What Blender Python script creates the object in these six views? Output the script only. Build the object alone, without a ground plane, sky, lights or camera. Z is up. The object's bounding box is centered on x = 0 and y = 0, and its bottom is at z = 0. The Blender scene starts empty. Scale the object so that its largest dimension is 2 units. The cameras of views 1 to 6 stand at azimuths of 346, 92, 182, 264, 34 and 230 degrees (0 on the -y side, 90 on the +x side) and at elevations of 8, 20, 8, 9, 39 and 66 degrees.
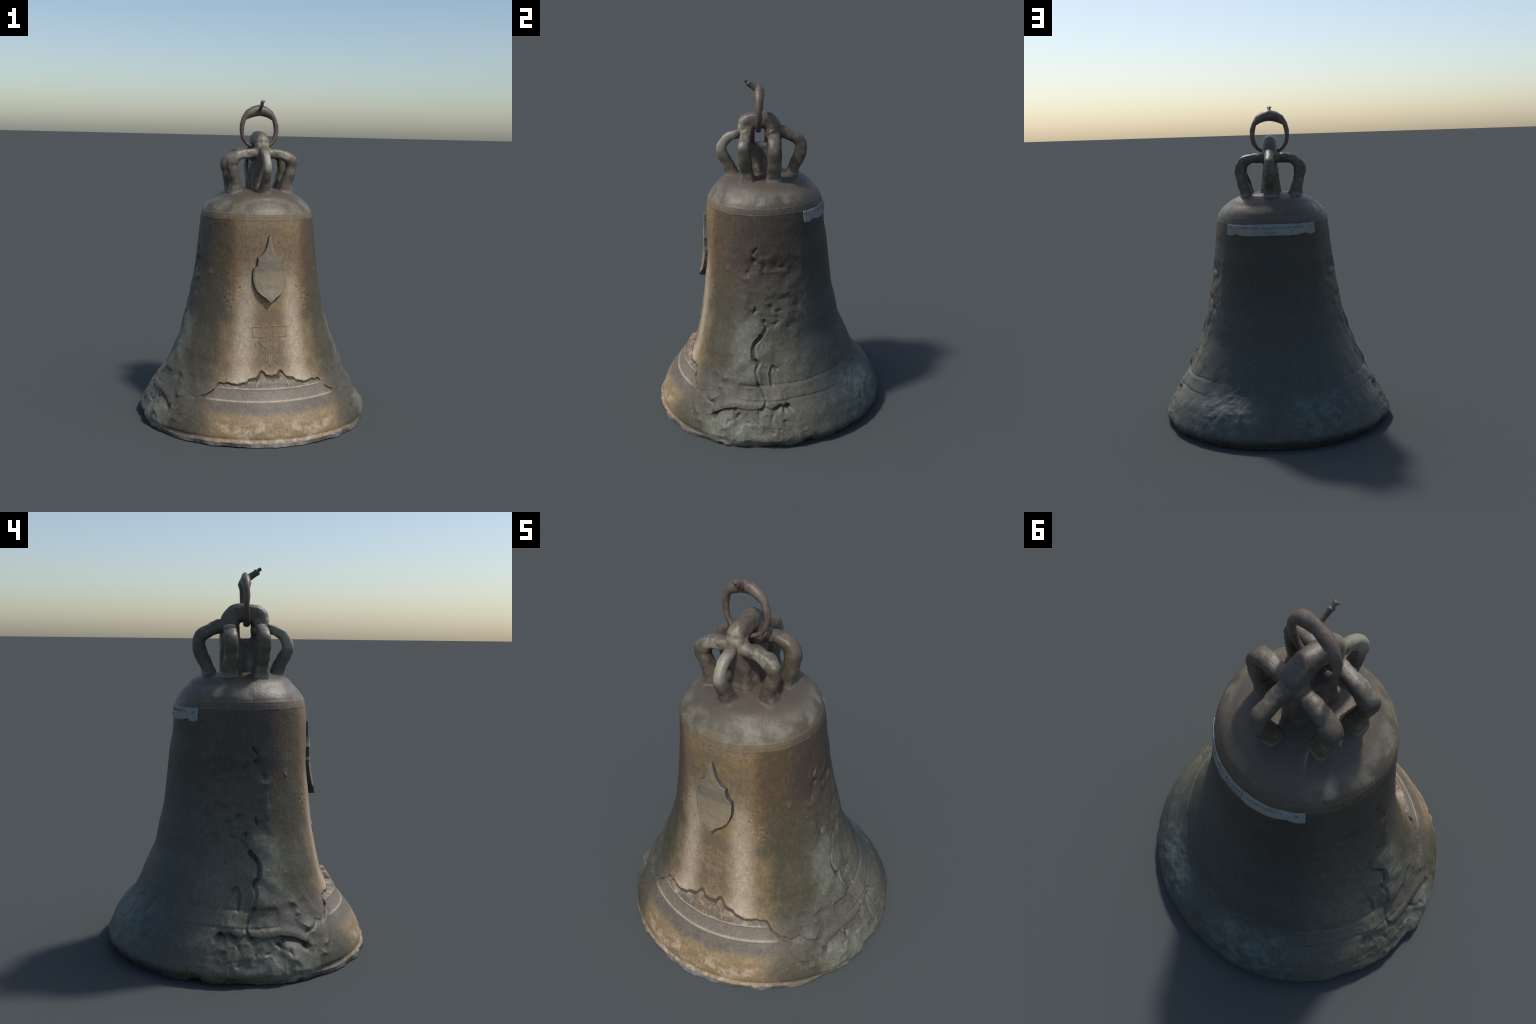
import bpy, bmesh, math
import numpy as np
from mathutils import Vector

# ------------------------------------------------------------------ helpers
def smooth(e0, e1, x):
    t = np.clip((x - e0) / (e1 - e0), 0.0, 1.0)
    return t * t * (3 - 2 * t)

def pchip(xk, yk, x):
    """Smooth curve through control points (finite-difference Hermite)."""
    xk = np.asarray(xk, float); yk = np.asarray(yk, float)
    h = np.diff(xk); d = np.diff(yk) / h
    m = np.zeros(len(xk)); m[0] = d[0]; m[-1] = d[-1]
    m[1:-1] = (d[:-1] * h[1:] + d[1:] * h[:-1]) / (h[1:] + h[:-1])
    i = np.clip(np.searchsorted(xk, x) - 1, 0, len(h) - 1)
    t = np.clip((x - xk[i]) / h[i], 0, 1)
    return ((2*t**3 - 3*t**2 + 1) * yk[i] + (t**3 - 2*t**2 + t) * h[i] * m[i]
            + (-2*t**3 + 3*t**2) * yk[i+1] + (t**3 - t**2) * h[i] * m[i+1])

def noise(P, freq, seed):
    """Value noise in [-1, 1] at points P (n, 3)."""
    tab = np.random.RandomState(seed).uniform(-1, 1, (32, 32, 32))
    Q = P * freq + 100.0
    i = np.floor(Q).astype(int); f = Q - i; f = f * f * f * (f * (f * 6 - 15) + 10)
    out = 0.0
    for dx in (0, 1):
        for dy in (0, 1):
            for dz in (0, 1):
                w = (f[..., 0] if dx else 1 - f[..., 0]) * (f[..., 1] if dy else 1 - f[..., 1]) * (f[..., 2] if dz else 1 - f[..., 2])
                out = out + w * tab[(i[..., 0] + dx) & 31, (i[..., 1] + dy) & 31, (i[..., 2] + dz) & 31]
    return out

COL = bpy.context.scene.collection
def add(name, me, parent=None, mat=None, smooth_shade=True):
    ob = bpy.data.objects.new(name, me)
    COL.objects.link(ob)
    if parent is not None: ob.parent = parent
    if mat is not None and me is not None:
        me.materials.clear(); me.materials.append(mat)
    if me is not None and smooth_shade:
        me.polygons.foreach_set("use_smooth", np.ones(len(me.polygons), bool))
    return ob

def grid_mesh(name, V, closed_u=True, cap0=False, cap1=False, flip=False):
    """V: (rows, cols, 3) -> quad mesh; columns wrap when closed_u."""
    nr, nc = V.shape[:2]
    me = bpy.data.meshes.new(name)
    r = np.arange(nr - 1)[:, None]; c = np.arange(nc if closed_u else nc - 1)[None, :]
    c1 = (c + 1) % nc
    q = np.stack([r*nc + c, r*nc + c1, (r+1)*nc + c1, (r+1)*nc + c], -1).reshape(-1, 4)
    if flip: q = q[:, ::-1]
    co = V.reshape(-1, 3)
    faces = [q]; nq = len(q)
    loops = q.ravel(); starts = np.arange(nq) * 4; tot = np.full(nq, 4)
    for cap, row in ((cap0, 0), (cap1, nr - 1)):
        if cap:
            f = row * nc + np.arange(nc)
            if (row == 0) != flip: f = f[::-1]
            starts = np.append(starts, len(loops)); tot = np.append(tot, nc); loops = np.append(loops, f)
    me.vertices.add(len(co)); me.vertices.foreach_set("co", co.astype(np.float32).ravel())
    me.loops.add(len(loops)); me.loops.foreach_set("vertex_index", loops.astype(np.int32))
    me.polygons.add(len(starts)); me.polygons.foreach_set("loop_start", starts.astype(np.int32))
    me.polygons.foreach_set("loop_total", tot.astype(np.int32))
    me.update(calc_edges=True); me.validate()
    return me

def tube(name, pts, ra, rb, nside=20, sub=6, up=(0, 0, 1), closed=False, wob=0.0, seed=1, power=2.0):
    """Sweep an ellipse (ra along the in-plane normal, rb along the binormal `up`) along a spline through pts."""
    pts = np.asarray(pts, float); n = len(pts)
    if closed:
        P = np.vstack([pts, pts[:1]]); A = np.append(ra, ra[0]); B = np.append(rb, rb[0])
        P = np.vstack([pts[-2:-1] * 0 + pts[-1:], P, pts[1:2]]); A = np.concatenate([[ra[-1]], A, [ra[1]]]); B = np.concatenate([[rb[-1]], B, [rb[1]]])
        t = np.arange(-1, n + 2); tt = np.linspace(0, n, n * sub, endpoint=False)
    else:
        P, A, B = pts, np.asarray(ra, float), np.asarray(rb, float); t = np.arange(n); tt = np.linspace(0, n - 1, (n - 1) * sub + 1)
    C = np.stack([pchip(t, P[:, k], tt) for k in range(3)], 1)
    a = pchip(t, A, tt); b = pchip(t, B, tt)
    T = (np.roll(C, -1, 0) - np.roll(C, 1, 0)) if closed else np.gradient(C, axis=0)
    T /= np.linalg.norm(T, axis=1)[:, None]
    Bn = np.asarray(up, float)[None, :] - T * (T @ np.asarray(up, float))[:, None]
    Bn /= np.linalg.norm(Bn, axis=1)[:, None]
    Nn = np.cross(Bn, T)
    ph = np.linspace(0, 2 * np.pi, nside, endpoint=False)
    cs = np.sign(np.cos(ph)) * abs(np.cos(ph)) ** (2 / power); sn = np.sign(np.sin(ph)) * abs(np.sin(ph)) ** (2 / power)
    V = C[:, None, :] + Nn[:, None, :] * (a[:, None] * cs)[..., None] + Bn[:, None, :] * (b[:, None] * sn)[..., None]
    if wob:
        Q = V.reshape(-1, 3); k = 1 + wob * (noise(Q, 22, seed) + 0.5 * noise(Q, 55, seed + 1))
        D = V - C[:, None, :]
        V = C[:, None, :] + D * k.reshape(V.shape[:2])[..., None]
    if closed: V = np.vstack([V, V[:1]])
    return grid_mesh(name, V, True, not closed, not closed)

# ------------------------------------------------------------------ node helper
class NT:
    def __init__(s, mat):
        mat.use_nodes = True; s.t = mat.node_tree; s.t.nodes.clear()
        s.out = s.t.nodes.new("ShaderNodeOutputMaterial")
        s.bsdf = s.t.nodes.new("ShaderNodeBsdfPrincipled")
        s.t.links.new(s.bsdf.outputs[0], s.out.inputs[0])
        s.co = s.t.nodes.new("ShaderNodeTexCoord").outputs["Object"]
    def link(s, v, sock):
        if isinstance(v, bpy.types.NodeSocket): s.t.links.new(v, sock)
        elif isinstance(v, (tuple, list)): sock.default_value = (*v, 1.0) if len(v) == 3 and len(sock.default_value) == 4 else v
        else: sock.default_value = v
    def math(s, op, a, b=0.0, c=0.0, clamp=False):
        n = s.t.nodes.new("ShaderNodeMath"); n.operation = op; n.use_clamp = clamp
        for v, k in zip((a, b, c), n.inputs): s.link(v, k)
        return n.outputs[0]
    def mul(s, a, b): return s.math("MULTIPLY", a, b)
    def addm(s, a, b): return s.math("ADD", a, b)
    def step(s, x, e0, e1):
        """smoothstep of x from e0 to e1 (e0 > e1 gives the falling edge)."""
        n = s.t.nodes.new("ShaderNodeMapRange"); n.interpolation_type = "SMOOTHSTEP"
        s.link(x, n.inputs[0])
        lo, hi = (e0, e1) if e0 < e1 else (e1, e0)
        n.inputs[1].default_value = lo; n.inputs[2].default_value = hi
        n.inputs[3].default_value = 0.0 if e0 < e1 else 1.0; n.inputs[4].default_value = 1.0 if e0 < e1 else 0.0
        return n.outputs[0]
    def band(s, x, a, b, w):
        return s.mul(s.step(x, a - w, a + w), s.step(x, b + w, b - w))
    def noise(s, scale, detail=4, rough=0.55, vec=None, dist=0.0):
        n = s.t.nodes.new("ShaderNodeTexNoise"); s.link(vec if vec is not None else s.co, n.inputs["Vector"])
        n.inputs["Scale"].default_value = scale; n.inputs["Detail"].default_value = detail
        n.inputs["Roughness"].default_value = rough; n.inputs["Distortion"].default_value = dist
        return n.outputs["Fac"]
    def voronoi(s, scale, feature="F1", out="Distance", vec=None):
        n = s.t.nodes.new("ShaderNodeTexVoronoi"); n.feature = feature; s.link(vec if vec is not None else s.co, n.inputs["Vector"])
        n.inputs["Scale"].default_value = scale
        return n.outputs[out]
    def mapping(s, scale, vec=None):
        n = s.t.nodes.new("ShaderNodeMapping"); s.link(vec if vec is not None else s.co, n.inputs[0]); n.inputs["Scale"].default_value = scale
        return n.outputs[0]
    def mix(s, f, a, b, mode="MIX"):
        n = s.t.nodes.new("ShaderNodeMix"); n.data_type = "RGBA"; n.blend_type = mode
        s.link(f, n.inputs[0]); s.link(a, n.inputs[6]); s.link(b, n.inputs[7])
        return n.outputs[2]
    def xyz(s, vec=None):
        n = s.t.nodes.new("ShaderNodeSeparateXYZ"); s.link(vec if vec is not None else s.co, n.inputs[0]); return n.outputs
    def comb(s, x, y, z):
        n = s.t.nodes.new("ShaderNodeCombineXYZ")
        for v, k in zip((x, y, z), n.inputs): s.link(v, k)
        return n.outputs[0]
    def bump(s, h, strength, dist):
        n = s.t.nodes.new("ShaderNodeBump"); n.inputs["Strength"].default_value = strength; n.inputs["Distance"].default_value = dist
        s.link(h, n.inputs["Height"]); s.link(n.outputs[0], s.bsdf.inputs["Normal"])
    def finish(s, col, rough=0.55, metal=0.0, spec=0.35):
        s.link(col, s.bsdf.inputs["Base Color"]); s.link(rough, s.bsdf.inputs["Roughness"])
        s.link(metal, s.bsdf.inputs["Metallic"]); s.bsdf.inputs["Specular IOR Level"].default_value = spec

def new_mat(name):
    m = bpy.data.materials.new(name); return m, NT(m)

# ------------------------------------------------------------------ materials
def body_material():
    m, n = new_mat("weathered_bronze")
    X, Y, Z = n.xyz()
    AX = n.math("ABSOLUTE", X)
    sym = n.comb(AX, Y, Z)                       # the casting is mirrored left and right
    ang = n.mul(n.math("ARCTAN2", AX, n.mul(Y, -1.0)), 57.29578)   # 0 front .. 180 back
    big = n.noise(6, 5, 0.6, sym); mid = n.noise(19, 5, 0.6, sym); fine = n.noise(70, 4, 0.6, sym)
    cm = n.addm(n.mul(n.addm(big, -0.5), 1.0), n.mul(n.addm(mid, -0.5), 0.6))   # signed wobble
    a = n.addm(ang, n.mul(cm, 26.0))
    z = n.addm(Z, n.mul(cm, 0.16))
    zs = n.addm(Z, n.mul(cm, 0.03))
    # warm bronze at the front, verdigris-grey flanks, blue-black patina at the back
    col = n.mix(n.step(Z, 0.35, 1.0), P["flank_low"], P["flank_high"])
    back = n.mix(n.step(z, 0.55, 1.0), P["back_low"], P["back_high"])
    col = n.mix(n.step(a, 100, 140), col, back)
    col = n.mix(n.mul(n.step(a, 76, 58), n.step(a, 24, 38)), col, n.mix(n.step(z, 0.75, 1.1), P["olive"], P["umber"]))
    # side: upper flank is brown, patched with pale green where water ran
    col = n.mix(n.mul(n.step(z, 0.86, 1.02), n.mul(n.step(a, 50, 70), n.step(a, 125, 100))), col, P["umber_dark"])
    col = n.mix(n.mul(n.mul(n.band(a, 70, 88, 8), n.band(z, 0.40, 0.66, 0.07)), 0.75), col, P["pale_green"])
    col = n.mix(n.mul(n.mul(n.band(a, 90, 112, 9), n.band(z, 0.12, 0.55, 0.1)), 0.5), col, P["drab_yellow"])
    col = n.mix(n.mul(n.mul(n.band(a, 136, 172, 10), n.band(z, 0.10, 0.30, 0.05)), n.mul(n.step(mid, 0.35, 0.6), 0.8)), col, P["blue_green"])
    # front bronze
    front = n.mix(n.step(big, 0.35, 0.65), P["gold"], P["bronze"])
    front = n.mix(n.mul(n.band(ang, 14, 28, 7), n.mul(n.step(z, 1.15, 0.7), 0.85)), front, P["bronze_pale"])  # pale stripe paints in the highlight baked into the original's colours
    front = n.mix(n.mul(n.step(a, 24, 38), n.step(z, 0.8, 1.0)), front, P["rust_brown"])
    front = n.mix(n.mul(n.step(mid, 0.52, 0.68), 0.4), front, P["grey_mauve"])
    col = n.mix(n.step(a, 46, 29), col, front)
    # foot: band of grey-mauve wear, gold below, chipped grey at the corner
    foot = n.mix(n.step(zs, 0.15, 0.19), P["gold"], n.mix(n.step(n.noise(30, 6, 0.7, n.comb(AX, Y, n.mul(Z, 0.6))), 0.44, 0.74), P["slate"], P["bronze"]))
    foot = n.mix(n.step(zs, 0.222, 0.238), foot, P["grey_mauve"])
    foot = n.mix(n.mul(n.step(mid, 0.42, 0.68), n.mul(n.step(zs, 0.2, 0.1), 0.7)), foot, P["bronze_pale"])
    footm = n.mul(n.step(a, 50, 28), n.step(Z, 0.335, 0.3))
    col = n.mix(footm, col, foot)
    col = n.mix(n.mul(n.mul(n.band(a, 36, 54, 13), n.step(z, 0.22, 0.12)), 0.75), col, P["olive"])
    col = n.mix(n.mul(n.mul(n.band(a, 50, 74, 13), n.band(z, 0.13, 0.36, 0.06)), 0.85), col, P["chip_grey"])
    col = n.mix(n.mul(n.mul(n.band(a, 58, 88, 8), n.step(zs, 0.18, 0.14)), 0.7), col, P["pale_green"])
    # pale casting lines
    for zz, w, e in ((0.300, 0.004, 38), (0.235, 0.004, 44)):
        col = n.mix(n.mul(n.mul(n.band(Z, zz - w, zz + w, 0.003), n.step(ang, e, e - 8)), 0.65), col, P["bronze_pale"])
    # dome
    dome = n.mix(n.step(mid, 0.35, 0.65), P["dome_mauve"], P["dome_brown"])
    dome = n.mix(n.mul(n.step(zs, 1.42, 1.36), n.mul(n.step(ang, 150, 110), n.step(n.noise(11, 3, 0.5, sym), 0.36, 0.62))), dome, P["dome_pale"])
    dome = n.mix(n.band(z, 1.27, 1.325, 0.01), dome, n.mix(n.step(a, 45, 70), P["bronze"], P["dome_brown"]))
    col = n.mix(n.step(n.addm(Z, n.mul(cm, 0.02)), 1.266, 1.308), col, dome)
    for zz in (1.286, 1.319):
        col = n.mix(n.mul(n.mul(n.band(Z, zz - 0.002, zz + 0.002, 0.002), n.step(mid, 0.3, 0.5)), n.mul(n.step(ang, 160, 120), 0.6)), col, P["dome_pale"])
    # rim lip
    col = n.mix(n.mul(n.step(zs, 0.034, 0.022), n.step(a, 70, 50)), col, n.mix(n.step(big, 0.35, 0.65), P["lip_dark"], P["lip"]))
    col = n.mix(n.mul(n.mul(n.band(zs, 0.032, 0.044, 0.006), n.step(a, 55, 40)), 0.35), col, P["bronze_pale"])
    # grain: scratches, dark pores, bright flecks
    col = n.mix(n.mul(n.step(fine, 0.50, 0.66), n.mul(n.step(Z, 1.34, 1.28), 0.42)), col, n.mix(1.0, col, (0.5, 0.47, 0.42), "MULTIPLY"))
    col = n.mix(n.mul(n.step(mid, 0.5, 0.72), 0.35), col, n.mix(1.0, col, (1.45, 1.42, 1.35), "MULTIPLY"))
    streak = n.noise(1.0, 5, 0.65, n.mapping((60, 60, 22), sym))
    col = n.mix(n.mul(n.step(streak, 0.5, 0.66), n.addm(n.mul(n.step(Z, 1.34, 1.28), 0.4), 0.08)), col, n.mix(1.0, col, (1.6, 1.48, 1.25), "MULTIPLY"))
    fleck = n.mul(n.step(n.voronoi(34, vec=sym), 0.11, 0.07), n.step(n.noise(9, 2, 0.5, sym), 0.56, 0.64))
    col = n.mix(n.mul(fleck, 0.7), col, P["fleck"])
    n.bump(n.addm(n.mul(fine, 1.0), n.mul(streak, 0.7)), 0.5, 0.004)
    n.finish(col, n.addm(n.addm(0.40, n.mul(n.step(Z, 1.28, 1.33), -0.06)), n.mul(mid, 0.25)), 0.0, 0.38)
    return m

P = {
    "flank_low": (0.104, 0.099, 0.074), "flank_high": (0.080, 0.068, 0.050), "back_low": (0.050, 0.059, 0.053), "back_high": (0.047, 0.043, 0.034),
    "olive": (0.076, 0.066, 0.042), "umber": (0.095, 0.067, 0.041), "umber_dark": (0.066, 0.051, 0.039), "pale_green": (0.160, 0.165, 0.128),
    "drab_yellow": (0.142, 0.132, 0.096), "blue_green": (0.080, 0.105, 0.104),
    "gold": (0.232, 0.163, 0.082), "bronze": (0.165, 0.121, 0.074), "bronze_pale": (0.44, 0.355, 0.26), "rust_brown": (0.16, 0.098, 0.050),
    "grey_mauve": (0.168, 0.142, 0.113), "slate": (0.118, 0.104, 0.085), "chip_grey": (0.084, 0.077, 0.064),
    "dome_mauve": (0.090, 0.075, 0.061), "dome_brown": (0.100, 0.077, 0.053), "dome_pale": (0.175, 0.165, 0.120), "lip": (0.22, 0.195, 0.18), "lip_dark": (0.10, 0.09, 0.078), "fleck": (0.42, 0.36, 0.25),
}

def crown_material(name, base, dark, pale, pale_z0=None, zlo=1.58, zhi=1.69):
    m, n = new_mat(name)
    X, Y, Z = n.xyz()
    sym = n.comb(n.math("ABSOLUTE", X), Y, Z)
    big = n.noise(14, 4, 0.6, sym); mid = n.noise(45, 4, 0.6, sym); fine = n.noise(120, 3, 0.6, sym)
    col = n.mix(n.step(big, 0.35, 0.65), base, dark)
    col = n.mix(n.mul(n.step(mid, 0.5, 0.75), 0.25), col, pale)
    col = n.mix(n.mul(n.step(fine, 0.5, 0.7), 0.35), col, n.mix(1.0, col, (0.6, 0.56, 0.5), "MULTIPLY"))
    if pale_z0 is not None:                       # rubbed pale metal on the shoulders of the loops facing front
        f = n.mul(n.step(n.addm(Y, n.mul(n.addm(big, -0.5), 0.12)), pale_z0, pale_z0 - 0.08), n.band(Z, zlo, zhi, 0.03))
        g = n.mul(n.mul(n.step(Y, -0.09, -0.135), n.band(Z, 1.64, 1.70, 0.012)), n.step(big, 0.42, 0.58))
        f = n.math('MAXIMUM', f, n.mul(g, 0.8))
        col = n.mix(n.mul(f, 0.75), col, pale)
        col = n.mix(n.mul(n.step(n.addm(Z, n.mul(n.addm(mid, -0.5), 0.03)), 1.465, 1.44), 0.45), col, P["dome_rose"])
    n.bump(n.addm(mid, n.mul(fine, 0.6)), 0.4, 0.004)
    n.finish(col, n.addm(0.34, n.mul(mid, 0.25)), 0.0, 0.5)
    return m
P["dome_rose"] = (0.27, 0.22, 0.19)

M_BODY = body_material()
M_ARM = crown_material("crown_bronze", (0.118, 0.097, 0.068), (0.074, 0.058, 0.043), (0.34, 0.32, 0.25), -0.17)
M_POST = crown_material("crown_post_bronze", (0.125, 0.10, 0.076), (0.085, 0.069, 0.055), (0.30, 0.265, 0.185), -0.085, 1.68, 1.785)
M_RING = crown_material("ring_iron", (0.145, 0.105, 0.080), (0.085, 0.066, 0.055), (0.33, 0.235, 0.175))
def plaque_material():
    m, n = new_mat("plaque_bronze"); X, Y, Z = n.xyz()
    mid = n.noise(30, 4, 0.6); fine = n.noise(110, 3, 0.6)
    col = n.mix(n.step(n.addm(Z, n.mul(mid, 0.06)), 0.99, 1.03), (0.245, 0.195, 0.128), (0.215, 0.172, 0.118))
    col = n.mix(n.mul(n.band(n.addm(Z, n.mul(mid, 0.02)), 0.99, 1.05, 0.01), 0.5), col, (0.15, 0.13, 0.108))
    col = n.mix(n.mul(n.step(fine, 0.5, 0.7), 0.4), col, (0.14, 0.11, 0.07))
    n.bump(n.addm(mid, fine), 0.35, 0.003); n.finish(col, 0.5, 0.0, 0.4)
    return m
M_PLAQUE = plaque_material()
def label_material():
    m, n = new_mat("aged_paper"); mid = n.noise(35, 4, 0.6); fine = n.noise(140, 3, 0.6)
    col = n.mix(n.step(mid, 0.35, 0.65), (0.275, 0.275, 0.245), (0.22, 0.222, 0.20))
    col = n.mix(n.mul(n.step(fine, 0.5, 0.7), 0.4), col, (0.20, 0.22, 0.21))
    n.bump(mid, 0.5, 0.004); n.finish(col, 0.8, 0.0, 0.2)
    return m
M_LABEL = label_material()
def plain(name, c, r=0.6):
    m, n = new_mat(name); f = n.noise(80, 3, 0.6)
    n.finish(n.mix(f, tuple(x * 0.75 for x in c), tuple(min(1, x * 1.25) for x in c)), r); return m
M_INK = plain("faded_ink", (0.15, 0.17, 0.18), 0.8)
M_RELIEF = plain("relief_bronze", (0.235, 0.193, 0.14), 0.5)
def lip_material():
    m, n = new_mat("lip_bronze"); X, Y, Z = n.xyz(); sym = n.comb(n.math("ABSOLUTE", X), Y, Z)
    mid = n.noise(19, 5, 0.6, sym); st = n.noise(1.0, 5, 0.65, n.mapping((60, 60, 14), sym)); fine = n.noise(70, 4, 0.6, sym)
    col = n.mix(n.step(mid, 0.35, 0.65), P["grey_mauve"], P["bronze"])
    col = n.mix(n.mul(n.step(st, 0.5, 0.68), 0.45), col, P["bronze_pale"])
    col = n.mix(n.mul(n.step(fine, 0.5, 0.66), 0.5), col, n.mix(1.0, col, (0.5, 0.47, 0.42), "MULTIPLY"))
    n.bump(n.addm(fine, st), 0.5, 0.004); n.finish(col, 0.5, 0.0, 0.4)
    return m
M_LIP = lip_material()
M_DARK = plain("crack_edge_dark", (0.066, 0.063, 0.052), 0.8)  # dark tone for cracks and pits, and painted shade round the plaque

# ------------------------------------------------------------------ the bell body
# profile by height: half width in x, front y, back y, y of the widest line, squareness of the front and back quarters
ZK = [0, .05, .12, .19, .26, .33, .40, .47, .55, .65, .75, .85, .95, 1.05, 1.15, 1.23, 1.27, 1.31, 1.35, 1.39, 1.43, 1.45]
RX = [.690, .713, .689, .659, .613, .5690, .5340, .5077, .478, .4518, .4310, .4115, .3915, .3805, .3682, .3598, .3545, .3472, .3269, .2843, .2169, .155]
YF = [-.692, -.686, -.660, -.612, -.537, -.490, -.456, -.440, -.4235, -.4060, -.3924, -.3837, -.3735, -.3701, -.3684, -.3674, -.3642, -.3561, -.3326, -.2971, -.250, -.190]
YB = [.660, .697, .676, .639, .5764, .5335, .5046, .4735, .4383, .4200, .3945, .3831, .3724, .3606, .3451, .3404, .334, .3223, .3028, .2651, .214, .145]
YW = [-.050, -.014, -.001, -.008, -.026, -.045, -.054, -.055, -.045, -.030, -.025, -.030, -.0345, -.0336, -.0284, -.0278, -.0282, -.0284, -.0261, -.0224, -.0181, -.018]
QF = [.006, .012, .010, -.006, -.010, -.008, -.002, .002, .002, -.002, -.001, .001, .001, 0, -.002, -.001, 0, .001, .001, 0, 0, 0]
QB = [.020, .022, .022, .013, .003, .002, .008, .012, .010, .006, .003, 0, -.002, -.002, -.001, 0, 0, 0, 0, 0, 0, 0]

def base_point(phi_deg, z):
    """Point on the undisturbed bell at azimuth phi (0 front, + toward +x) and height z."""
    z = np.atleast_1d(np.asarray(z, float)); p = np.radians(np.atleast_1d(np.asarray(phi_deg, float)))
    z, p = np.broadcast_arrays(z, p)
    rx, yf, yb, yw, qf, qb = (pchip(ZK, v, z) for v in (RX, YF, YB, YW, QF, QB))
    s, c = np.sin(p), -np.cos(p)
    t = np.zeros(z.shape)
    for ry, q, fr in ((yw - yf, qf, True), (yb - yw, qb, False)):
            A = (s / rx) ** 2 + (c / ry) ** 2; B = -2 * c * yw / ry ** 2; Cc = (yw / ry) ** 2 - 1
            tt = (-B + np.sqrt(np.maximum(B * B - 4 * A * Cc, 0))) / (2 * A)
            use = (tt * c < yw) if fr else (tt * c >= yw)
            th = np.arctan2((tt * c - yw) / ry, tt * s / rx)
            t = np.where(use, tt * (1 + q * np.sin(2 * th) ** 2), t)
    return np.stack([t * s, t * c, z], -1)

def groove(A, Zz, D, pts, R, width, depth, soft=0.0, k=1.15):
    """Carve a crack along pts [(angle, z)...]; soft > 0 widens the side of larger angle."""
    p = np.array(pts, float); U = np.radians(p[:, 0]) * R; W = p[:, 1] * k
    m = 4 * width + soft
    sel = (np.radians(A) * R > U.min() - m) & (np.radians(A) * R < U.max() + m) & (Zz * k > W.min() - m) & (Zz * k < W.max() + m)
    u = np.radians(A[sel]) * R; w = Zz[sel] * k
    best = np.full(u.shape, 1e9); side = np.zeros(u.shape)
    for i in range(len(p) - 1):
        du, dw = U[i+1] - U[i], W[i+1] - W[i]; L2 = du*du + dw*dw
        t = np.clip(((u - U[i]) * du + (w - W[i]) * dw) / L2, 0, 1)
        ex, ey = u - U[i] - t * du, w - W[i] - t * dw
        d = np.hypot(ex, ey); b = d < best
        best = np.where(b, d, best); side = np.where(b, ex, side)
    wd = width + np.where(side > 0, soft, 0.0)
    D[sel] -= depth * (1 - smooth(0.25, 1.0, best / wd))

def dent(A, Zz, D, a, z, R, rad, depth, sharp=2.0):
    u = np.radians(A - a) * R; w = (Zz - z) * 1.15
    sel = (abs(u) < 3 * rad) & (abs(w) < 3 * rad)
    us, ws = u[sel], w[sel]; k = a * 1.7 + z * 40                     # each one its own ragged, leaning outline
    th = np.arctan2(ws, us)
    d = np.hypot(us, ws) / rad * (1 + .20 * np.sin(2 * th + k) + .10 * np.sin(3 * th + 2.3 * k) + .08 * np.sin(5 * th + k * k))
    if depth < 0: sharp = 1.25                  # a spike rather than a pit
    D[sel] -= depth * np.exp(-d ** sharp)

# shield plaque: half width by height
PL_Z = [.797, .812, .826, .836, .843, .860, .884, .908, .932, .965, .994, 1.004, 1.014, 1.026, 1.045, 1.0605, 1.064, 1.078, 1.083, 1.090, 1.112, 1.140, 1.165, 1.185, 1.199]
PL_W = [.001, .018, .033, .050, .062, .079, .092, .0985, .1015, .1015, .099, .086, .078, .076, .073, .0755, .072, .050, .045, .040, .026, .0185, .0145, .0105, .003]

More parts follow.
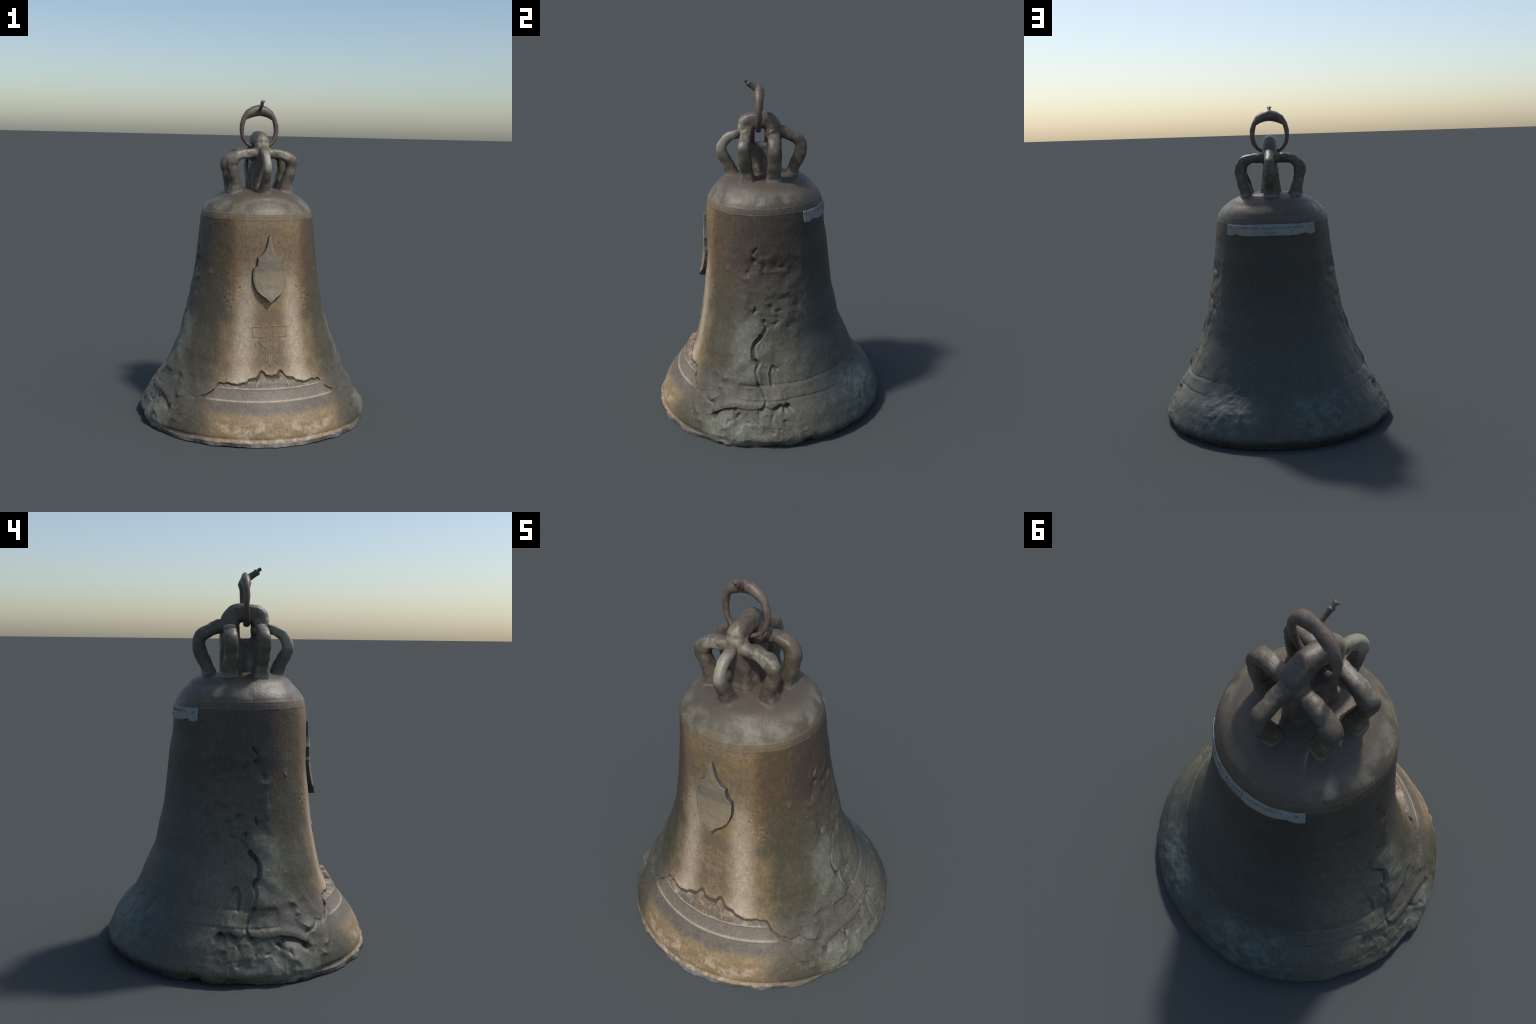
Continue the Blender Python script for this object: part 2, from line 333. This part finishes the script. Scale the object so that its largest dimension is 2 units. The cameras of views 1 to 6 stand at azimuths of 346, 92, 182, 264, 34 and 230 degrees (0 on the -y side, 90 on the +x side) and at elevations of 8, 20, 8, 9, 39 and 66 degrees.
def build_body():
    NA = 1280
    # heights spaced evenly along the profile
    zf = np.linspace(0, 1.45, 4000); rf = pchip(ZK, RX, zf)
    arc = np.concatenate([[0], np.cumsum(np.hypot(np.diff(zf), np.diff(rf)))])
    zr = np.interp(np.linspace(0, arc[-1], 500), arc, zf)
    ph = np.linspace(-180, 180, NA, endpoint=False)
    PH, ZZ = np.meshgrid(ph, zr)
    A = abs(PH)
    # broken top edge of the thick front lip (height by angle); mesh rows are bent to follow it
    def lip_edge(a):
        e = np.interp(a, [0, 4.0, 5.2, 6.5, 8, 9.8, 11.2, 12.5, 16, 18, 21.5, 24, 31, 35.5, 37.4, 38.6, 43, 50, 180],
                      [.341, .345, .362, .372, .370, .357, .337, .331, .328, .314, .306, .304, .308, .309, .296, .272, .238, .20, .18])
        k = np.radians(a) * .5
        return e + smooth(1, 9, a) * (.0030 * noise(np.stack([k, k * 0, k * 0], -1).reshape(-1, 3), 34, 21) + .0016 * noise(np.stack([k, k * 0, k * 0], -1).reshape(-1, 3), 95, 23)).reshape(np.shape(a))
    ze = np.broadcast_to(lip_edge(abs(ph))[None, :], A.shape)
    bend = np.clip(ze - .30, -.07, .08) * smooth(54, 42, A)
    ZZ = ZZ + bend * smooth(.06, .27, ZZ) * smooth(.62, .34, ZZ)
    G = base_point(PH.ravel(), ZZ.ravel())
    rad = np.hypot(G[:, 0], G[:, 1]).reshape(A.shape)
    Q = G.copy(); Q[:, 0] = abs(Q[:, 0])
    n1 = noise(Q, 5, 11).reshape(A.shape); n2 = noise(Q, 14, 12).reshape(A.shape); n3 = noise(Q, 34, 13).reshape(A.shape); n4 = noise(Q, 80, 14).reshape(A.shape)
    f2 = (1 - 2.6 * abs(noise(Q, 13, 6))).reshape(A.shape); f1 = (1 - 2.6 * abs(noise(Q, 27, 5))).reshape(A.shape)     # lumps parted by creases
    D = np.zeros(A.shape)
    dark_mask = np.zeros(A.shape)                       # where cracks, slots, pits and the plaque outline are coloured dark
    # gentle cast unevenness everywhere
    D += 0.0015 * n2 + 0.0005 * n3
    # --- front skirt: a separate thick lip stands proud of the waist, with a broken top edge
    off = np.interp(ZZ, [.10, .19, .26, .33, .40, .5], [0, .002, .024, .034, .032, .032]) * np.interp(A, [0, 12, 20, 36, 44, 52], [.95, .90, .75, .50, .28, 0])
    below = smooth(0.0045, -0.0035, ZZ - ze)
    D += off * below
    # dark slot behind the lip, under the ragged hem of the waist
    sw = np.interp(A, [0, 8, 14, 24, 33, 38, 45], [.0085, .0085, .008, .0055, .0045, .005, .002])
    hemn = noise(Q, 38, 22).reshape(A.shape)
    up = ZZ - ze - 0.002
    slot = smooth(-.004, .001, up) * smooth(sw * 1.75 + .004 + .004 * hemn, sw * 1.35 + .001 + .004 * hemn, up) * smooth(45, 41, A)
    D -= 0.010 * slot
    dark_mask = np.maximum(dark_mask, ((up > -.003) & (up < sw * 1.45 + .003 * hemn)) * (A < 42.5) * 1.0)
    hem = np.exp(-((up - 2.2 * sw - .006) / 0.012) ** 2) * smooth(42, 34, A)
    D += 0.004 * hem * (0.7 + 0.7 * hemn)
    # casting lines on the lip
    D += 0.0020 * np.exp(-((ZZ - .297) / .005) ** 2) * smooth(38, 33, A) * below
    D += 0.0020 * np.exp(-((ZZ - .235) / .005) ** 2) * smooth(46, 38, A)
    # --- shoulder lines, soft
    for zz in (1.286, 1.319):
        D += 0.0013 * np.exp(-((ZZ - zz) / .005) ** 2) * (0.8 + 0.6 * n3)
    # --- flank: battered metal with sparse pits
    flank = smooth(64, 80, A) * smooth(132, 112, A) * smooth(1.10, 1.0, ZZ)
    D += flank * (0.0055 * n2 + 0.0012 * n3 + 0.0025 * f2 * smooth(.62, .72, ZZ) + .0004 * f1)
    D += flank * 0.003 * n1 * smooth(.2, .5, ZZ)
    lowb = smooth(118, 128, A) * smooth(.42, .3, ZZ)
    D += lowb * (0.003 * n2 + 0.001 * n3)
    chip = smooth(138, 146, A) * smooth(170, 160, A) * smooth(.14, .18, ZZ) * smooth(.34, .28, ZZ)
    D += chip * (0.0035 * f2 + .002 * f1)
    for a, z, r, d in ((80.4, 1.083, .014, .005), (79.0, 1.065, .012, .005), (79.9, 1.023, .015, .012), (74.6, .952, .013, .009), (88.8, .989, .02, .008), (99, .985, .02, .006),
                       (105.7, .977, .022, .008), (81.1, .731, .014, .012), (97.4, .659, .015, .011), (87.8, .672, .012, .010), (93.7, .758, .017, .009),
                       (105.3, .801, .026, .010), (116, .751, .026, .009), (111.3, .94, .02, .006), (107.1, .632, .014, .006), (122, .80, .02, .006), (100, .73, .014, .008),
                       (73.8, .917, .02, -.005), (92.1, .777, .018, -.007), (56.5, .953, .012, -.005), (96.9, .714, .016, -.006), (89.5, .807, .02, -.005), (85.1, .976, .02, -.006),
                       (66.1, .483, .014, -.004), (63.9, .345, .020, -.014), (62.6, .292, .018, -.013), (59.6, .228, .018, -.013), (52.0, .143, .022, -.014), (55.5, .106, .018, -.012),
                       (165.5, .240, .016, -.008), (161.4, .200, .018, -.008), (152, .205, .02, -.007), (158, .32, .012, -.005),
                       (27.4, .873, .007, .006), (36.5, .830, .007, .005), (37.5, .787, .007, .005), (34.7, .753, .008, .005), (25.5, .578, .009, .003), (40, .81, .006, .004), (33, .80, .006, .004)):
        dent(A, ZZ, D, a, z, 0.42 if z > .6 else .58, r, d)
    # vertical tear in the flank: the plate in front of it overlaps
    plate = smooth(60, 82, A) * smooth(88.5, 84.5, A - np.interp(ZZ, [.33, .44, .51, .60, .66], [0, -.3, -3.5, .5, 4])) * smooth(.30, .36, ZZ) * smooth(.70, .6, ZZ)
    D += 0.012 * plate
    D0 = D.copy()
    groove(A, ZZ, D, [(88.2, .672), (89.7, .638), (88.0, .618), (85.8, .594), (83.6, .570), (81.8, .555)], .48, .008, .010, .016)
    groove(A, ZZ, D, [(84.6, .582), (81.8, .555), (80.9, .53), (80.7, .51), (81.2, .487), (81.8, .462), (84.1, .44)], .50, .011, .015, .020)
    groove(A, ZZ, D, [(82.6, .455), (84.1, .44), (83.5, .399), (84.2, .38), (84.7, .366), (84.9, .329)], .55, .007, .010, .012)
    groove(A, ZZ, D, [(84.9, .329), (87.0, .312), (88.9, .274), (89.8, .247), (88.5, .226)], .62, .007, .010, .010)
    groove(A, ZZ, D, [(96.2, .405), (93.6, .421), (92.0, .387), (92.7, .359), (93.1, .326)], .54, .008, .012, .008)
    groove(A, ZZ, D, [(81.5, .752), (80.3, .715)], .43, .008, .008)
    groove(A, ZZ, D, [(82.5, 1.098), (79.0, 1.066)], .38, .007, .008)
    groove(A, ZZ, D, [(45, .232), (41.5, .252), (38.5, .275)], .62, .007, .009, .004)
    groove(A, ZZ, D, [(44, .238), (48, .224), (52, .236), (56, .214), (60.5, .205)], .62, .010, .005, .006)
    dark_mask = np.maximum(dark_mask, smooth(.010, .0150, D0 - D))
    # two moulding lines round flank and back
    gl = smooth(72, 80, A) * smooth(150, 112, A)
    zu = np.interp(A, [75, 93, 101, 112, 123, 180], [.316, .321, .322, .321, .329, .33]) + .004 * n2
    zl = np.interp(A, [75, 93, 107, 123, 180], [.252, .252, .260, .258, .26]) + .004 * n2
    D += gl * (0.004 * smooth(.01, -.004, ZZ - zu) * smooth(-.006, .006, ZZ - zl) - 0.004 * np.exp(-((ZZ - zu - .005) / .008) ** 2) - 0.0035 * np.exp(-((ZZ - zl) / .007) ** 2))
    # overhanging broken band, eroded hollow below it that swells out again as soft lumps
    zo = np.interp(A, [55, 62, 65, 68.5, 75.3, 80.7, 84.6, 88.3, 90, 93, 96.5, 98.3, 99.4, 100.8, 102.5, 106], [.13, .158, .18, .199, .213, .210, .212, .221, .229, .216, .234, .238, .224, .237, .232, .20])
    zo = zo + .003 * n3
    edge_r = np.interp(ZZ, [0, .058, .096, .15, .192, .232], [113, 112, 110.5, 106, 104, 102.5])
    hollow = smooth(.003, -.009, ZZ - zo) * smooth(56, 66, A) * smooth(1.0, -.8, (A - edge_r) / 1.6)
    slit = hollow * smooth(-.050, -.008, ZZ - zo)
    wav = np.maximum.reduce([np.exp(-((A - c) / w) ** 4) for c, w in ((63.5, 2.4), (71.5, 4.2), (95.6, 2.0), (100.6, 1.9), (87.5, 1.5))])
    D += hollow * (-0.006 * smooth(.04, .19, ZZ) + 0.005 * smooth(.13, .05, ZZ) + .006 * n2 + (.0038 * f2 + .0015 * f1) * smooth(0, .03, ZZ)) - slit * (.005 + .012 * wav)
    dark_mask = np.maximum(dark_mask, .9 * slit * smooth(.5, .9, wav) * smooth(-.030, -.018, ZZ - zo + .006 * n4))
    D += 0.007 * np.exp(-((ZZ - zo - .022) / .02) ** 2) * smooth(58, 66, A) * smooth(106, 99, A)
    D += 0.014 * np.exp(-((A - 68) / 6.5) ** 2 - ((ZZ - .135) / .045) ** 2)
    D0 = D.copy()
    for a, z, r, d in ((63.2, .150, .018, .022), (75.5, .168, .014, .020), (71.8, .141, .011, .010), (73.8, .190, .010, .010), (81.2, .138, .009, .010), (86.4, .136, .008, .009),
                       (93.3, .175, .010, .008), (99.7, .147, .011, .010), (101.1, .224, .012, .016), (96.7, .111, .008, .009), (93.5, .096, .008, .008)):
        dent(A, ZZ, D, a, z, .66, r, d)
    dark_mask = np.maximum(dark_mask, smooth(.006, .012, D0 - D))
    for a, z, r, d in ((66.5, .022, .03, -.008), (91.9, .035, .02, -.008), (94.7, .085, .03, -.008), (100.8, .07, .02, -.006), (70, .115, .025, -.009), (78, .11, .022, -.008)):
        dent(A, ZZ, D, a, z, .66, r, d)
    # dented corner between front and flank
    corner = smooth(44, 54, A) * smooth(72, 62, A) * smooth(.08, .14, ZZ) * smooth(.40, .33, ZZ)
    D += corner * (.006 * n2 + .0028 * f2 + .0008 * f1)
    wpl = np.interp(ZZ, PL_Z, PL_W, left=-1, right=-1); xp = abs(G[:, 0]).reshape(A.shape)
    dark_mask = np.maximum(dark_mask, 1.0 * (abs(xp - wpl - .0015) < .0042) * (A < 30) * (wpl > 0) * (ZZ < 1.19))  # shadow line round the plaque, painted dark on the body
    # --- rim: a worn lip along the front, gently wavy elsewhere
    D += 0.009 * smooth(.032, .022, ZZ) * smooth(66, 52, A) * (1 + .25 * n3) - 0.003 * np.exp(-((ZZ - .040) / .008) ** 2) * smooth(66, 52, A)
    D += smooth(.06, 0, ZZ) * (0.0025 * n3 + .005 * n2 + .004 * f1 * smooth(58, 66, A) * smooth(124, 114, A))
    D -= 0.022 * smooth(.07, 0, ZZ) * np.exp(-((A - 110.5) / 3.0) ** 2)
    s = 1 + D / rad
    V = G.reshape(*A.shape, 3).copy()
    V[..., 0] *= s; V[..., 1] *= s
    # uneven foot line
    e = noise(np.stack([np.cos(np.radians(A[0])) * 1.0, np.sin(np.radians(A[0])), A[0] * 0], 1), 9, 31)
    lift = np.clip(0.001 + 0.004 * e + 0.014 * np.exp(-((A[0] - 110) / 4) ** 2), 0, None)
    V[..., 2] += lift[None, :] * smooth(.12, 0, ZZ)
    # dome cap rows, rim underside and hollow inside
    top = V[-1]; c = np.array([0, -.02, 0])
    caps = [np.column_stack([c[0] + (top[:, 0] - c[0]) * k, c[1] + (top[:, 1] - c[1]) * k, np.full(NA, 1.45 + h)]) for k, h in ((.8, .004), (.5, .008), (.2, .010), (.0005, .010))]
    V = np.concatenate([V, np.array(caps)], 0)
    bot = V[0]
    inner = []
    for k, h in ((.985, -.002), (.955, .0), (.925, .012), (.89, .06)):
        r = bot.copy(); r[:, 0] *= k; r[:, 1] = -.02 + (r[:, 1] + .02) * k; r[:, 2] = np.clip(r[:, 2] + h, 0, None); inner.append(r)
    for z in (.2, .35, .55, .8, 1.1, 1.27):
        g = base_point(ph, np.full(NA, z)); g[:, :2] *= .90; inner.append(g)
    g = inner[-1].copy(); g[:, :2] *= .001; g[:, 2] = 1.33; inner.append(g)
    V = np.concatenate([np.array(inner[::-1]), V], 0)
    me = grid_mesh("body", V)
    # faces in cracks, pits and the plaque outline carry the dark material
    k0 = len(inner); nrow = V.shape[0] - 1
    fd = np.zeros((nrow, NA), np.int32)
    dd = dark_mask > .5
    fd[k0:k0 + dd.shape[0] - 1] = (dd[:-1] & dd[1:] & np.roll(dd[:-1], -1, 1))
    assert len(me.polygons) == nrow * NA
    lip = (below > .5) & (A < 43) & (ZZ > .3)
    f = fd[k0:k0 + dd.shape[0] - 1]; f[(lip[:-1] & lip[1:]) & (f == 0)] = 2
    return me, fd.ravel()

# ------------------------------------------------------------------ assemble
bell = bpy.data.objects.new("bell", None); COL.objects.link(bell)
bell["label"] = "weathered bronze church bell with crown loops and iron ring"
bell["category"] = "church bell"
body_me, face_mats = build_body()
body = add("body", body_me, bell, M_BODY)
body_me.materials.append(M_DARK); body_me.materials.append(M_LIP); body_me.polygons.foreach_set("material_index", face_mats)

# crown: a solid post with a bridge-like head, six loops around it
def remeshed(name, bm, voxel, passes, sculpt=None):
    me = bpy.data.meshes.new(name + "_raw"); bm.to_mesh(me); bm.free()
    ob = bpy.data.objects.new(name + "_raw", me); COL.objects.link(ob)
    r = ob.modifiers.new("r", "REMESH"); r.mode = "VOXEL"; r.voxel_size = voxel
    s = ob.modifiers.new("s", "SMOOTH"); s.iterations = passes; s.factor = 0.5
    dg = bpy.context.evaluated_depsgraph_get()
    out = bpy.data.meshes.new_from_object(ob.evaluated_get(dg)); out.name = name
    bpy.data.objects.remove(ob)
    nv = len(out.vertices); co = np.empty(nv * 3, np.float32); out.vertices.foreach_get("co", co); co = co.reshape(-1, 3).astype(float)
    no = np.empty(nv * 3, np.float32); out.vertices.foreach_get("normal", no); no = no.reshape(-1, 3)
    if sculpt is not None: co = sculpt(co, no)
    out.vertices.foreach_set("co", co.astype(np.float32).ravel()); out.update()
    return out

def prism(bm, outline, x0, x1):
    """Extrude an outline in the y-z plane from x0 to x1."""
    a = [bm.verts.new((x0, y, z)) for y, z in outline]; b = [bm.verts.new((x1, y, z)) for y, z in outline]
    bm.faces.new(a[::-1]); bm.faces.new(b); k = len(a)
    for i in range(k): bm.faces.new((a[i], a[(i+1) % k], b[(i+1) % k], b[i]))

def loft_block(bm, secs):
    """Stack of rounded sections (z, yc, half x, half y)."""
    rows = []
    for z, yc, hx, hy in secs:
        row = []
        for i in range(24):
            t = 2 * math.pi * i / 24; c, s = math.cos(t), math.sin(t)
            row.append(bm.verts.new((hx * math.copysign(abs(c) ** .6, c), yc + hy * math.copysign(abs(s) ** .6, s), z)))
        rows.append(row)
    bm.faces.new(rows[0][::-1]); bm.faces.new(rows[-1])
    for r0, r1 in zip(rows, rows[1:]):
        for i in range(24): bm.faces.new((r0[i], r0[(i+1) % 24], r1[(i+1) % 24], r1[i]))

def post_mesh():
    bm = bmesh.new()
    # head: an arch over the eye, thick and rounded at the brow
    arch = tube("tmp", [(0, -.098, 1.46), (0, -.106, 1.58), (0, -.111, 1.66), (0, -.113, 1.708), (0, -.107, 1.745), (0, -.070, 1.760), (0, -.03, 1.762), (0, .012, 1.758), (0, .040, 1.735), (0, .042, 1.692), (0, .042, 1.65), (0, .046, 1.58), (0, .046, 1.46)],
                [.030, .036, .042, .046, .050, .051, .051, .051, .049, .051, .052, .046, .038], [.034, .040, .042, .045, .043, .041, .041, .042, .043, .044, .044, .042, .036], 28, 6, (1, 0, 0), power=2.6)
    bm.from_mesh(arch); bpy.data.meshes.remove(arch)
    bmesh.ops.triangulate(bm, faces=[f for f in bm.faces if len(f.verts) > 4])
    # lower post, flared at the dome
    loft_block(bm, [(1.42, -.028, .080, .130), (1.455, -.028, .063, .112), (1.50, -.028, .054, .105), (1.56, -.028, .051, .107), (1.612, -.030, .050, .108), (1.630, -.032, .044, .104)])
    # lateral knuckles where the side loops leave
    for y in (-.112, .045):
        kn = tube("tmp", [(-.095, y, 1.668), (-.05, y, 1.674), (0, y, 1.678), (.05, y, 1.674), (.095, y, 1.668)], [.026, .034, .038, .034, .026], [.028, .035, .038, .035, .028], 20, 5, (0, 1, 0))
        bm.from_mesh(kn); bpy.data.meshes.remove(kn)
        bmesh.ops.triangulate(bm, faces=[f for f in bm.faces if len(f.verts) > 4])
    def sculpt(co, no):
        Q = co.copy(); Q[:, 0] = abs(Q[:, 0])
        co = co + no * (0.003 * noise(Q, 18, 41) + 0.0016 * noise(Q, 45, 42))[:, None]
        for p, r, d in (((.020, -.150, 1.742), .011, .010), ((.045, -.105, 1.735), .02, .004), ((.05, .04, 1.755), .018, .006), ((0, -.158, 1.725), .014, -.005), ((0, -.150, 1.765), .02, -.003)):
            w = np.exp(-(((Q - np.array(p)) ** 2).sum(1)) / r ** 2)
            co = co - no * (w * d)[:, None]
        # vertical ridges down the post
        low = smooth(1.60, 1.55, co[:, 2])
        return co + no * (0.004 * low * np.cos(np.arctan2(Q[:, 0], Q[:, 1] + .03) * 7))[:, None]
    return remeshed("crown_post", bm, 0.0055, 9, sculpt)

post = add("crown_post", post_mesh(), bell, M_POST)

def arm(pts, ra, rb, up, seed):
    a = np.append(np.array(ra, float), [ra[-1] * 1.32, ra[-1] * 1.95]); b = np.append(rb, [rb[-1] * 1.32, rb[-1] * 1.95])
    p = np.array(pts, float); d = p[-1] - p[-2]; d /= np.linalg.norm(d)
    p = np.vstack([p, p[-1] + d * .022, p[-1] + d * .040])
    a[:-3] *= .95; b[:-3] *= .95
    me = tube("crown_loop", p, a, b, 16, 5, up, wob=.17, seed=seed, power=3.1)
    return add("crown_loop", me, bell, M_ARM)

FRONT = [(0, -.115, 1.706), (0, -.167, 1.683), (0, -.220, 1.661), (0, -.253, 1.630), (0, -.2665, 1.592), (0, -.251, 1.544), (0, -.226, 1.498), (0, -.204, 1.442)]
BACK = [(0, .06, 1.706), (0, .096, 1.694), (0, .150, 1.671), (0, .197, 1.644), (0, .2085, 1.597), (0, .188, 1.543), (0, .163, 1.493), (0, .155, 1.443)]
arm(FRONT, [.026, .027, .028, .032, .034, .034, .036, .043], [.024, .024, .025, .026, .025, .026, .030, .037], (1, 0, 0), 3)
arm(BACK, [.035, .035, .034, .037, .038, .036, .037, .043], [.030, .030, .031, .032, .032, .032, .035, .041], (1, 0, 0), 4)
for sgn in (1, -1):
    fr = [(sgn * x, y, z) for x, y, z in ((.035, -.112, 1.672), (.085, -.114, 1.674), (.138, -.117, 1.667), (.177, -.119, 1.642), (.189, -.119, 1.60), (.179, -.117, 1.546), (.162, -.112, 1.497), (.154, -.107, 1.448))]
    rr = [(sgn * x, y, z) for x, y, z in ((.035, .046, 1.672), (.08, .049, 1.675), (.132, .050, 1.668), (.172, .051, 1.642), (.187, .051, 1.602), (.182, .049, 1.55), (.166, .048, 1.497), (.155, .048, 1.448))]
    up = (0, 1, 0)
    arm(fr, [.031, .030, .030, .036, .036, .035, .038, .044], [.032, .032, .034, .037, .038, .038, .040, .044], up, 7)
    arm(rr, [.031, .030, .031, .037, .038, .036, .038, .044], [.033, .033, .035, .037, .038, .038, .040, .044], up, 9)

# iron ring hanging through the eye, hammered out of round
half = [(0, 1.936, .036, .019), (.036, 1.930, .031, .025), (.070, 1.913, .026, .027), (.097, 1.886, .0155, .019), (.108, 1.848, .0165, .019), (.1105, 1.808, .0160, .018),
        (.102, 1.768, .0140, .016), (.081, 1.735, .0130, .015), (.050, 1.715, .0130, .016), (.018, 1.703, .0130, .018)]
loop = half + [(-x, z, a, b) for x, z, a, b in half[:0:-1]]
rp = [(x, -.036 - .010 * max(0, (1.80 - z) / .1), z) for x, z, a, b in loop]
ring_me = tube("suspension_ring", rp, [q[2] for q in loop], [q[3] for q in loop], 8, 1, (0, 1, 0), closed=True, wob=.22, seed=15)
ring = add("suspension_ring", ring_me, bell, M_RING)
stub_me = tube("ring_hook", [(0, -.030, 1.938), (0, -.050, 1.944), (0, -.072, 1.956), (0, -.090, 1.967), (0, -.100, 1.976), (0, -.104, 1.981), (0, -.1165, 1.991), (0, -.119, 1.9925)],
               [.022, .020, .018, .017, .020, .011, .010, .005], [.010, .0095, .008, .008, .012, .007, .014, .017], 8, 2, (1, 0, 0), wob=.15, seed=17)
add("ring_hook", stub_me, ring, M_RING)

# shield plaque on the front: outline half width by height
def plaque_mesh():
    zs, ws = PL_Z, PL_W
    zz = np.linspace(.797, 1.199, 130); w = np.interp(zz, zs, ws)
    w = np.clip(w + .0012 * noise(np.stack([zz * 0, zz * 0, zz], 1), 90, 51), .001, None)
    pc = np.interp(zz, [.797, .85, .95, 1.07, 1.199], [.034, .031, .027, .020, .014])
    yc = pchip(ZK, YF, zz) - pc
    t = np.linspace(-1, 1, 41)
    rows = []
    for i, z in enumerate(zz):
        x = t * w[i]
        yb = base_point(np.degrees(np.arctan2(x, .39)), np.full(len(x), z))[:, 1]
        edge = yb - np.interp(z, [.797, .87, 1.0, 1.2], [.032, .020, .0165, .012])
        k = np.clip(abs(x) / .10, 0, 1) ** 1.3
        y = yc[i] * (1 - k) + edge * k
        nose = .006 * np.exp(-((z - .822) / .022) ** 2) * np.exp(-(x / .018) ** 2)
        tip = .004 * np.exp(-((z - 1.13) / .04) ** 2) * np.exp(-(x / .010) ** 2)
        y = y - nose - tip + .0012 * noise(np.stack([abs(x), x * 0, x * 0 + z], 1), 40, 52)
        rnd = .002 * smooth(.93, 1.0, abs(t)) - .0016 * np.exp(-((abs(t) - .88) / .06) ** 2)
        f = np.stack([x, y + rnd, np.full(len(x), z)], 1)
        b = np.stack([x[::-1], (yb + .03)[::-1], np.full(len(x), z)], 1)
        rows.append(np.vstack([f, b]))
    return grid_mesh("shield_plaque", np.array(rows), True, True, True)
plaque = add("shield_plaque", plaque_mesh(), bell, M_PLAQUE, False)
plaque.data.materials.append(M_DARK)
wall = np.zeros(len(plaque.data.polygons), np.int32); nw = 82; wall[:129 * nw].reshape(129, nw)[:, [40, 81]] = 1  # side walls coloured dark to paint the shade at the plaque's edge
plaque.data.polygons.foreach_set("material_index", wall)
plaque.data.set_sharp_from_angle(angle=math.radians(40)) if hasattr(plaque.data, "set_sharp_from_angle") else None
plaque.data.polygons.foreach_set("use_smooth", np.ones(len(plaque.data.polygons), bool))

# paper label glued round the back under the shoulder
def label_mesh():
    ph = np.linspace(129.5, 230.5, 260)
    f = (ph - 180) / 50.5
    top = 1.281 + .006 * (1 - abs(f) ** 2) + .0025 * noise(np.stack([abs(f), f * 0, f * 0], 1), 7, 61)
    bot = 1.2175 + .003 * noise(np.stack([abs(f), f * 0, f * 0], 1), 9, 62) + .007 * (smooth(.80, .79, abs(f)) * smooth(.6, .79, abs(f)))
    front, back = [], []
    for s in np.linspace(0, 1, 14):
        z = bot + (top - bot) * s
        p = base_point(ph, z); r = np.hypot(p[:, 0], p[:, 1])
        Q = p.copy(); Q[:, 0] = abs(Q[:, 0])
        o = .0035 + .0018 * noise(Q, 26, 63) + .0012 * noise(Q, 60, 64)
        g = p.copy(); g[:, :2] *= (1 + o / r)[:, None]; front.append(g)
        h = p.copy(); h[:, :2] *= (1 - .006 / r)[:, None]; back.append(h)
    front, back = np.array(front), np.array(back)
    ringed = np.concatenate([front, back[::-1]], 0)       # closed band: rows wrap round
    return grid_mesh("paper_label", ringed.transpose(1, 0, 2), True, True, True)
label = add("paper_label", label_mesh(), bell, M_LABEL)

def ink_mesh():
    """Two faded lines of print: small worn strokes, mirrored about the middle, raised a hair off the paper."""
    rs = np.random.RandomState(71); bm = bmesh.new()
    def stroke(a, z, wa, hz):
        vs = []
        for o in (.0062, .002):
            for da, dz in ((-1, -1), (1, -1), (1, 1), (-1, 1)):
                p = base_point(a + da * wa, z + dz * hz)[0]; r = math.hypot(p[0], p[1])
                vs.append(bm.verts.new((p[0] * (1 + o / r), p[1] * (1 + o / r), p[2])))
        bm.faces.new(vs[:4]); bm.faces.new(vs[4:][::-1])
        for i in range(4): bm.faces.new((vs[i], vs[i+4], vs[(i+1) % 4 + 4], vs[(i+1) % 4]))
    for line, half_w in ((1.264, 36.0), (1.236, 8.0)):
        a = .5
        while a < half_w:
            w = rs.uniform(.2, .5); h = rs.uniform(.0028, .0052)
            if rs.rand() > .2:
                for sg in (1, -1): stroke(180 + sg * a, line + rs.uniform(-.001, .001), w * .55, h)
            a += w * 2 + (1.2 if rs.rand() < .2 else .15)
    for sg in (1, -1):
        for k in range(3): stroke(180 + sg * (44 + k * .8), 1.262, .28, .004)
    me = bpy.data.meshes.new("lettering"); bm.normal_update(); bm.to_mesh(me); bm.free(); return me
ink = add("lettering", ink_mesh(), label, M_INK, False); ink["kind"] = "stuff"

# thin raised figure cast on the waist, mirrored like the rest
def relief_lines():
    L = [[(3.0, .668), (3.0, .58), (3.3, .516), (3.4, .455), (3.4, .402)],
         [(3.0, .650), (8, .648), (15, .643)], [(15, .643), (14.2, .585)], [(3.0, .586), (14.2, .585)],
         [(10.4, .566), (7, .541), (3.3, .516)], [(12, .556), (11.5, .530)], [(0, .544), (1.6, .529), (3.2, .514)],
         [(3.4, .455), (1.7, .434), (0, .412)], [(3.4, .455), (5.5, .428), (7, .405)]]
    out = []
    for l in L:
        for sg in (1, -1):
            p = np.array(l, float)
            t = np.linspace(0, len(p) - 1, (len(p) - 1) * 6 + 1)
            q = np.stack([np.interp(t, np.arange(len(p)), p[:, k]) for k in (0, 1)], 1)
            pos = base_point(sg * q[:, 0], q[:, 1]); pos[:, 1] -= .0008
            out.append(pos)
    return out
bmr = bmesh.new()
for pos in relief_lines():
    m_ = tube("tmp", pos, np.full(len(pos), .0019), np.full(len(pos), .0019), 6, 1, (0.3, 1, 0.1), wob=.25, seed=81)
    bmr.from_mesh(m_); bpy.data.meshes.remove(m_)
me = bpy.data.meshes.new("cast_relief"); bmr.to_mesh(me); bmr.free()
add("cast_relief", me, bell, M_RELIEF)
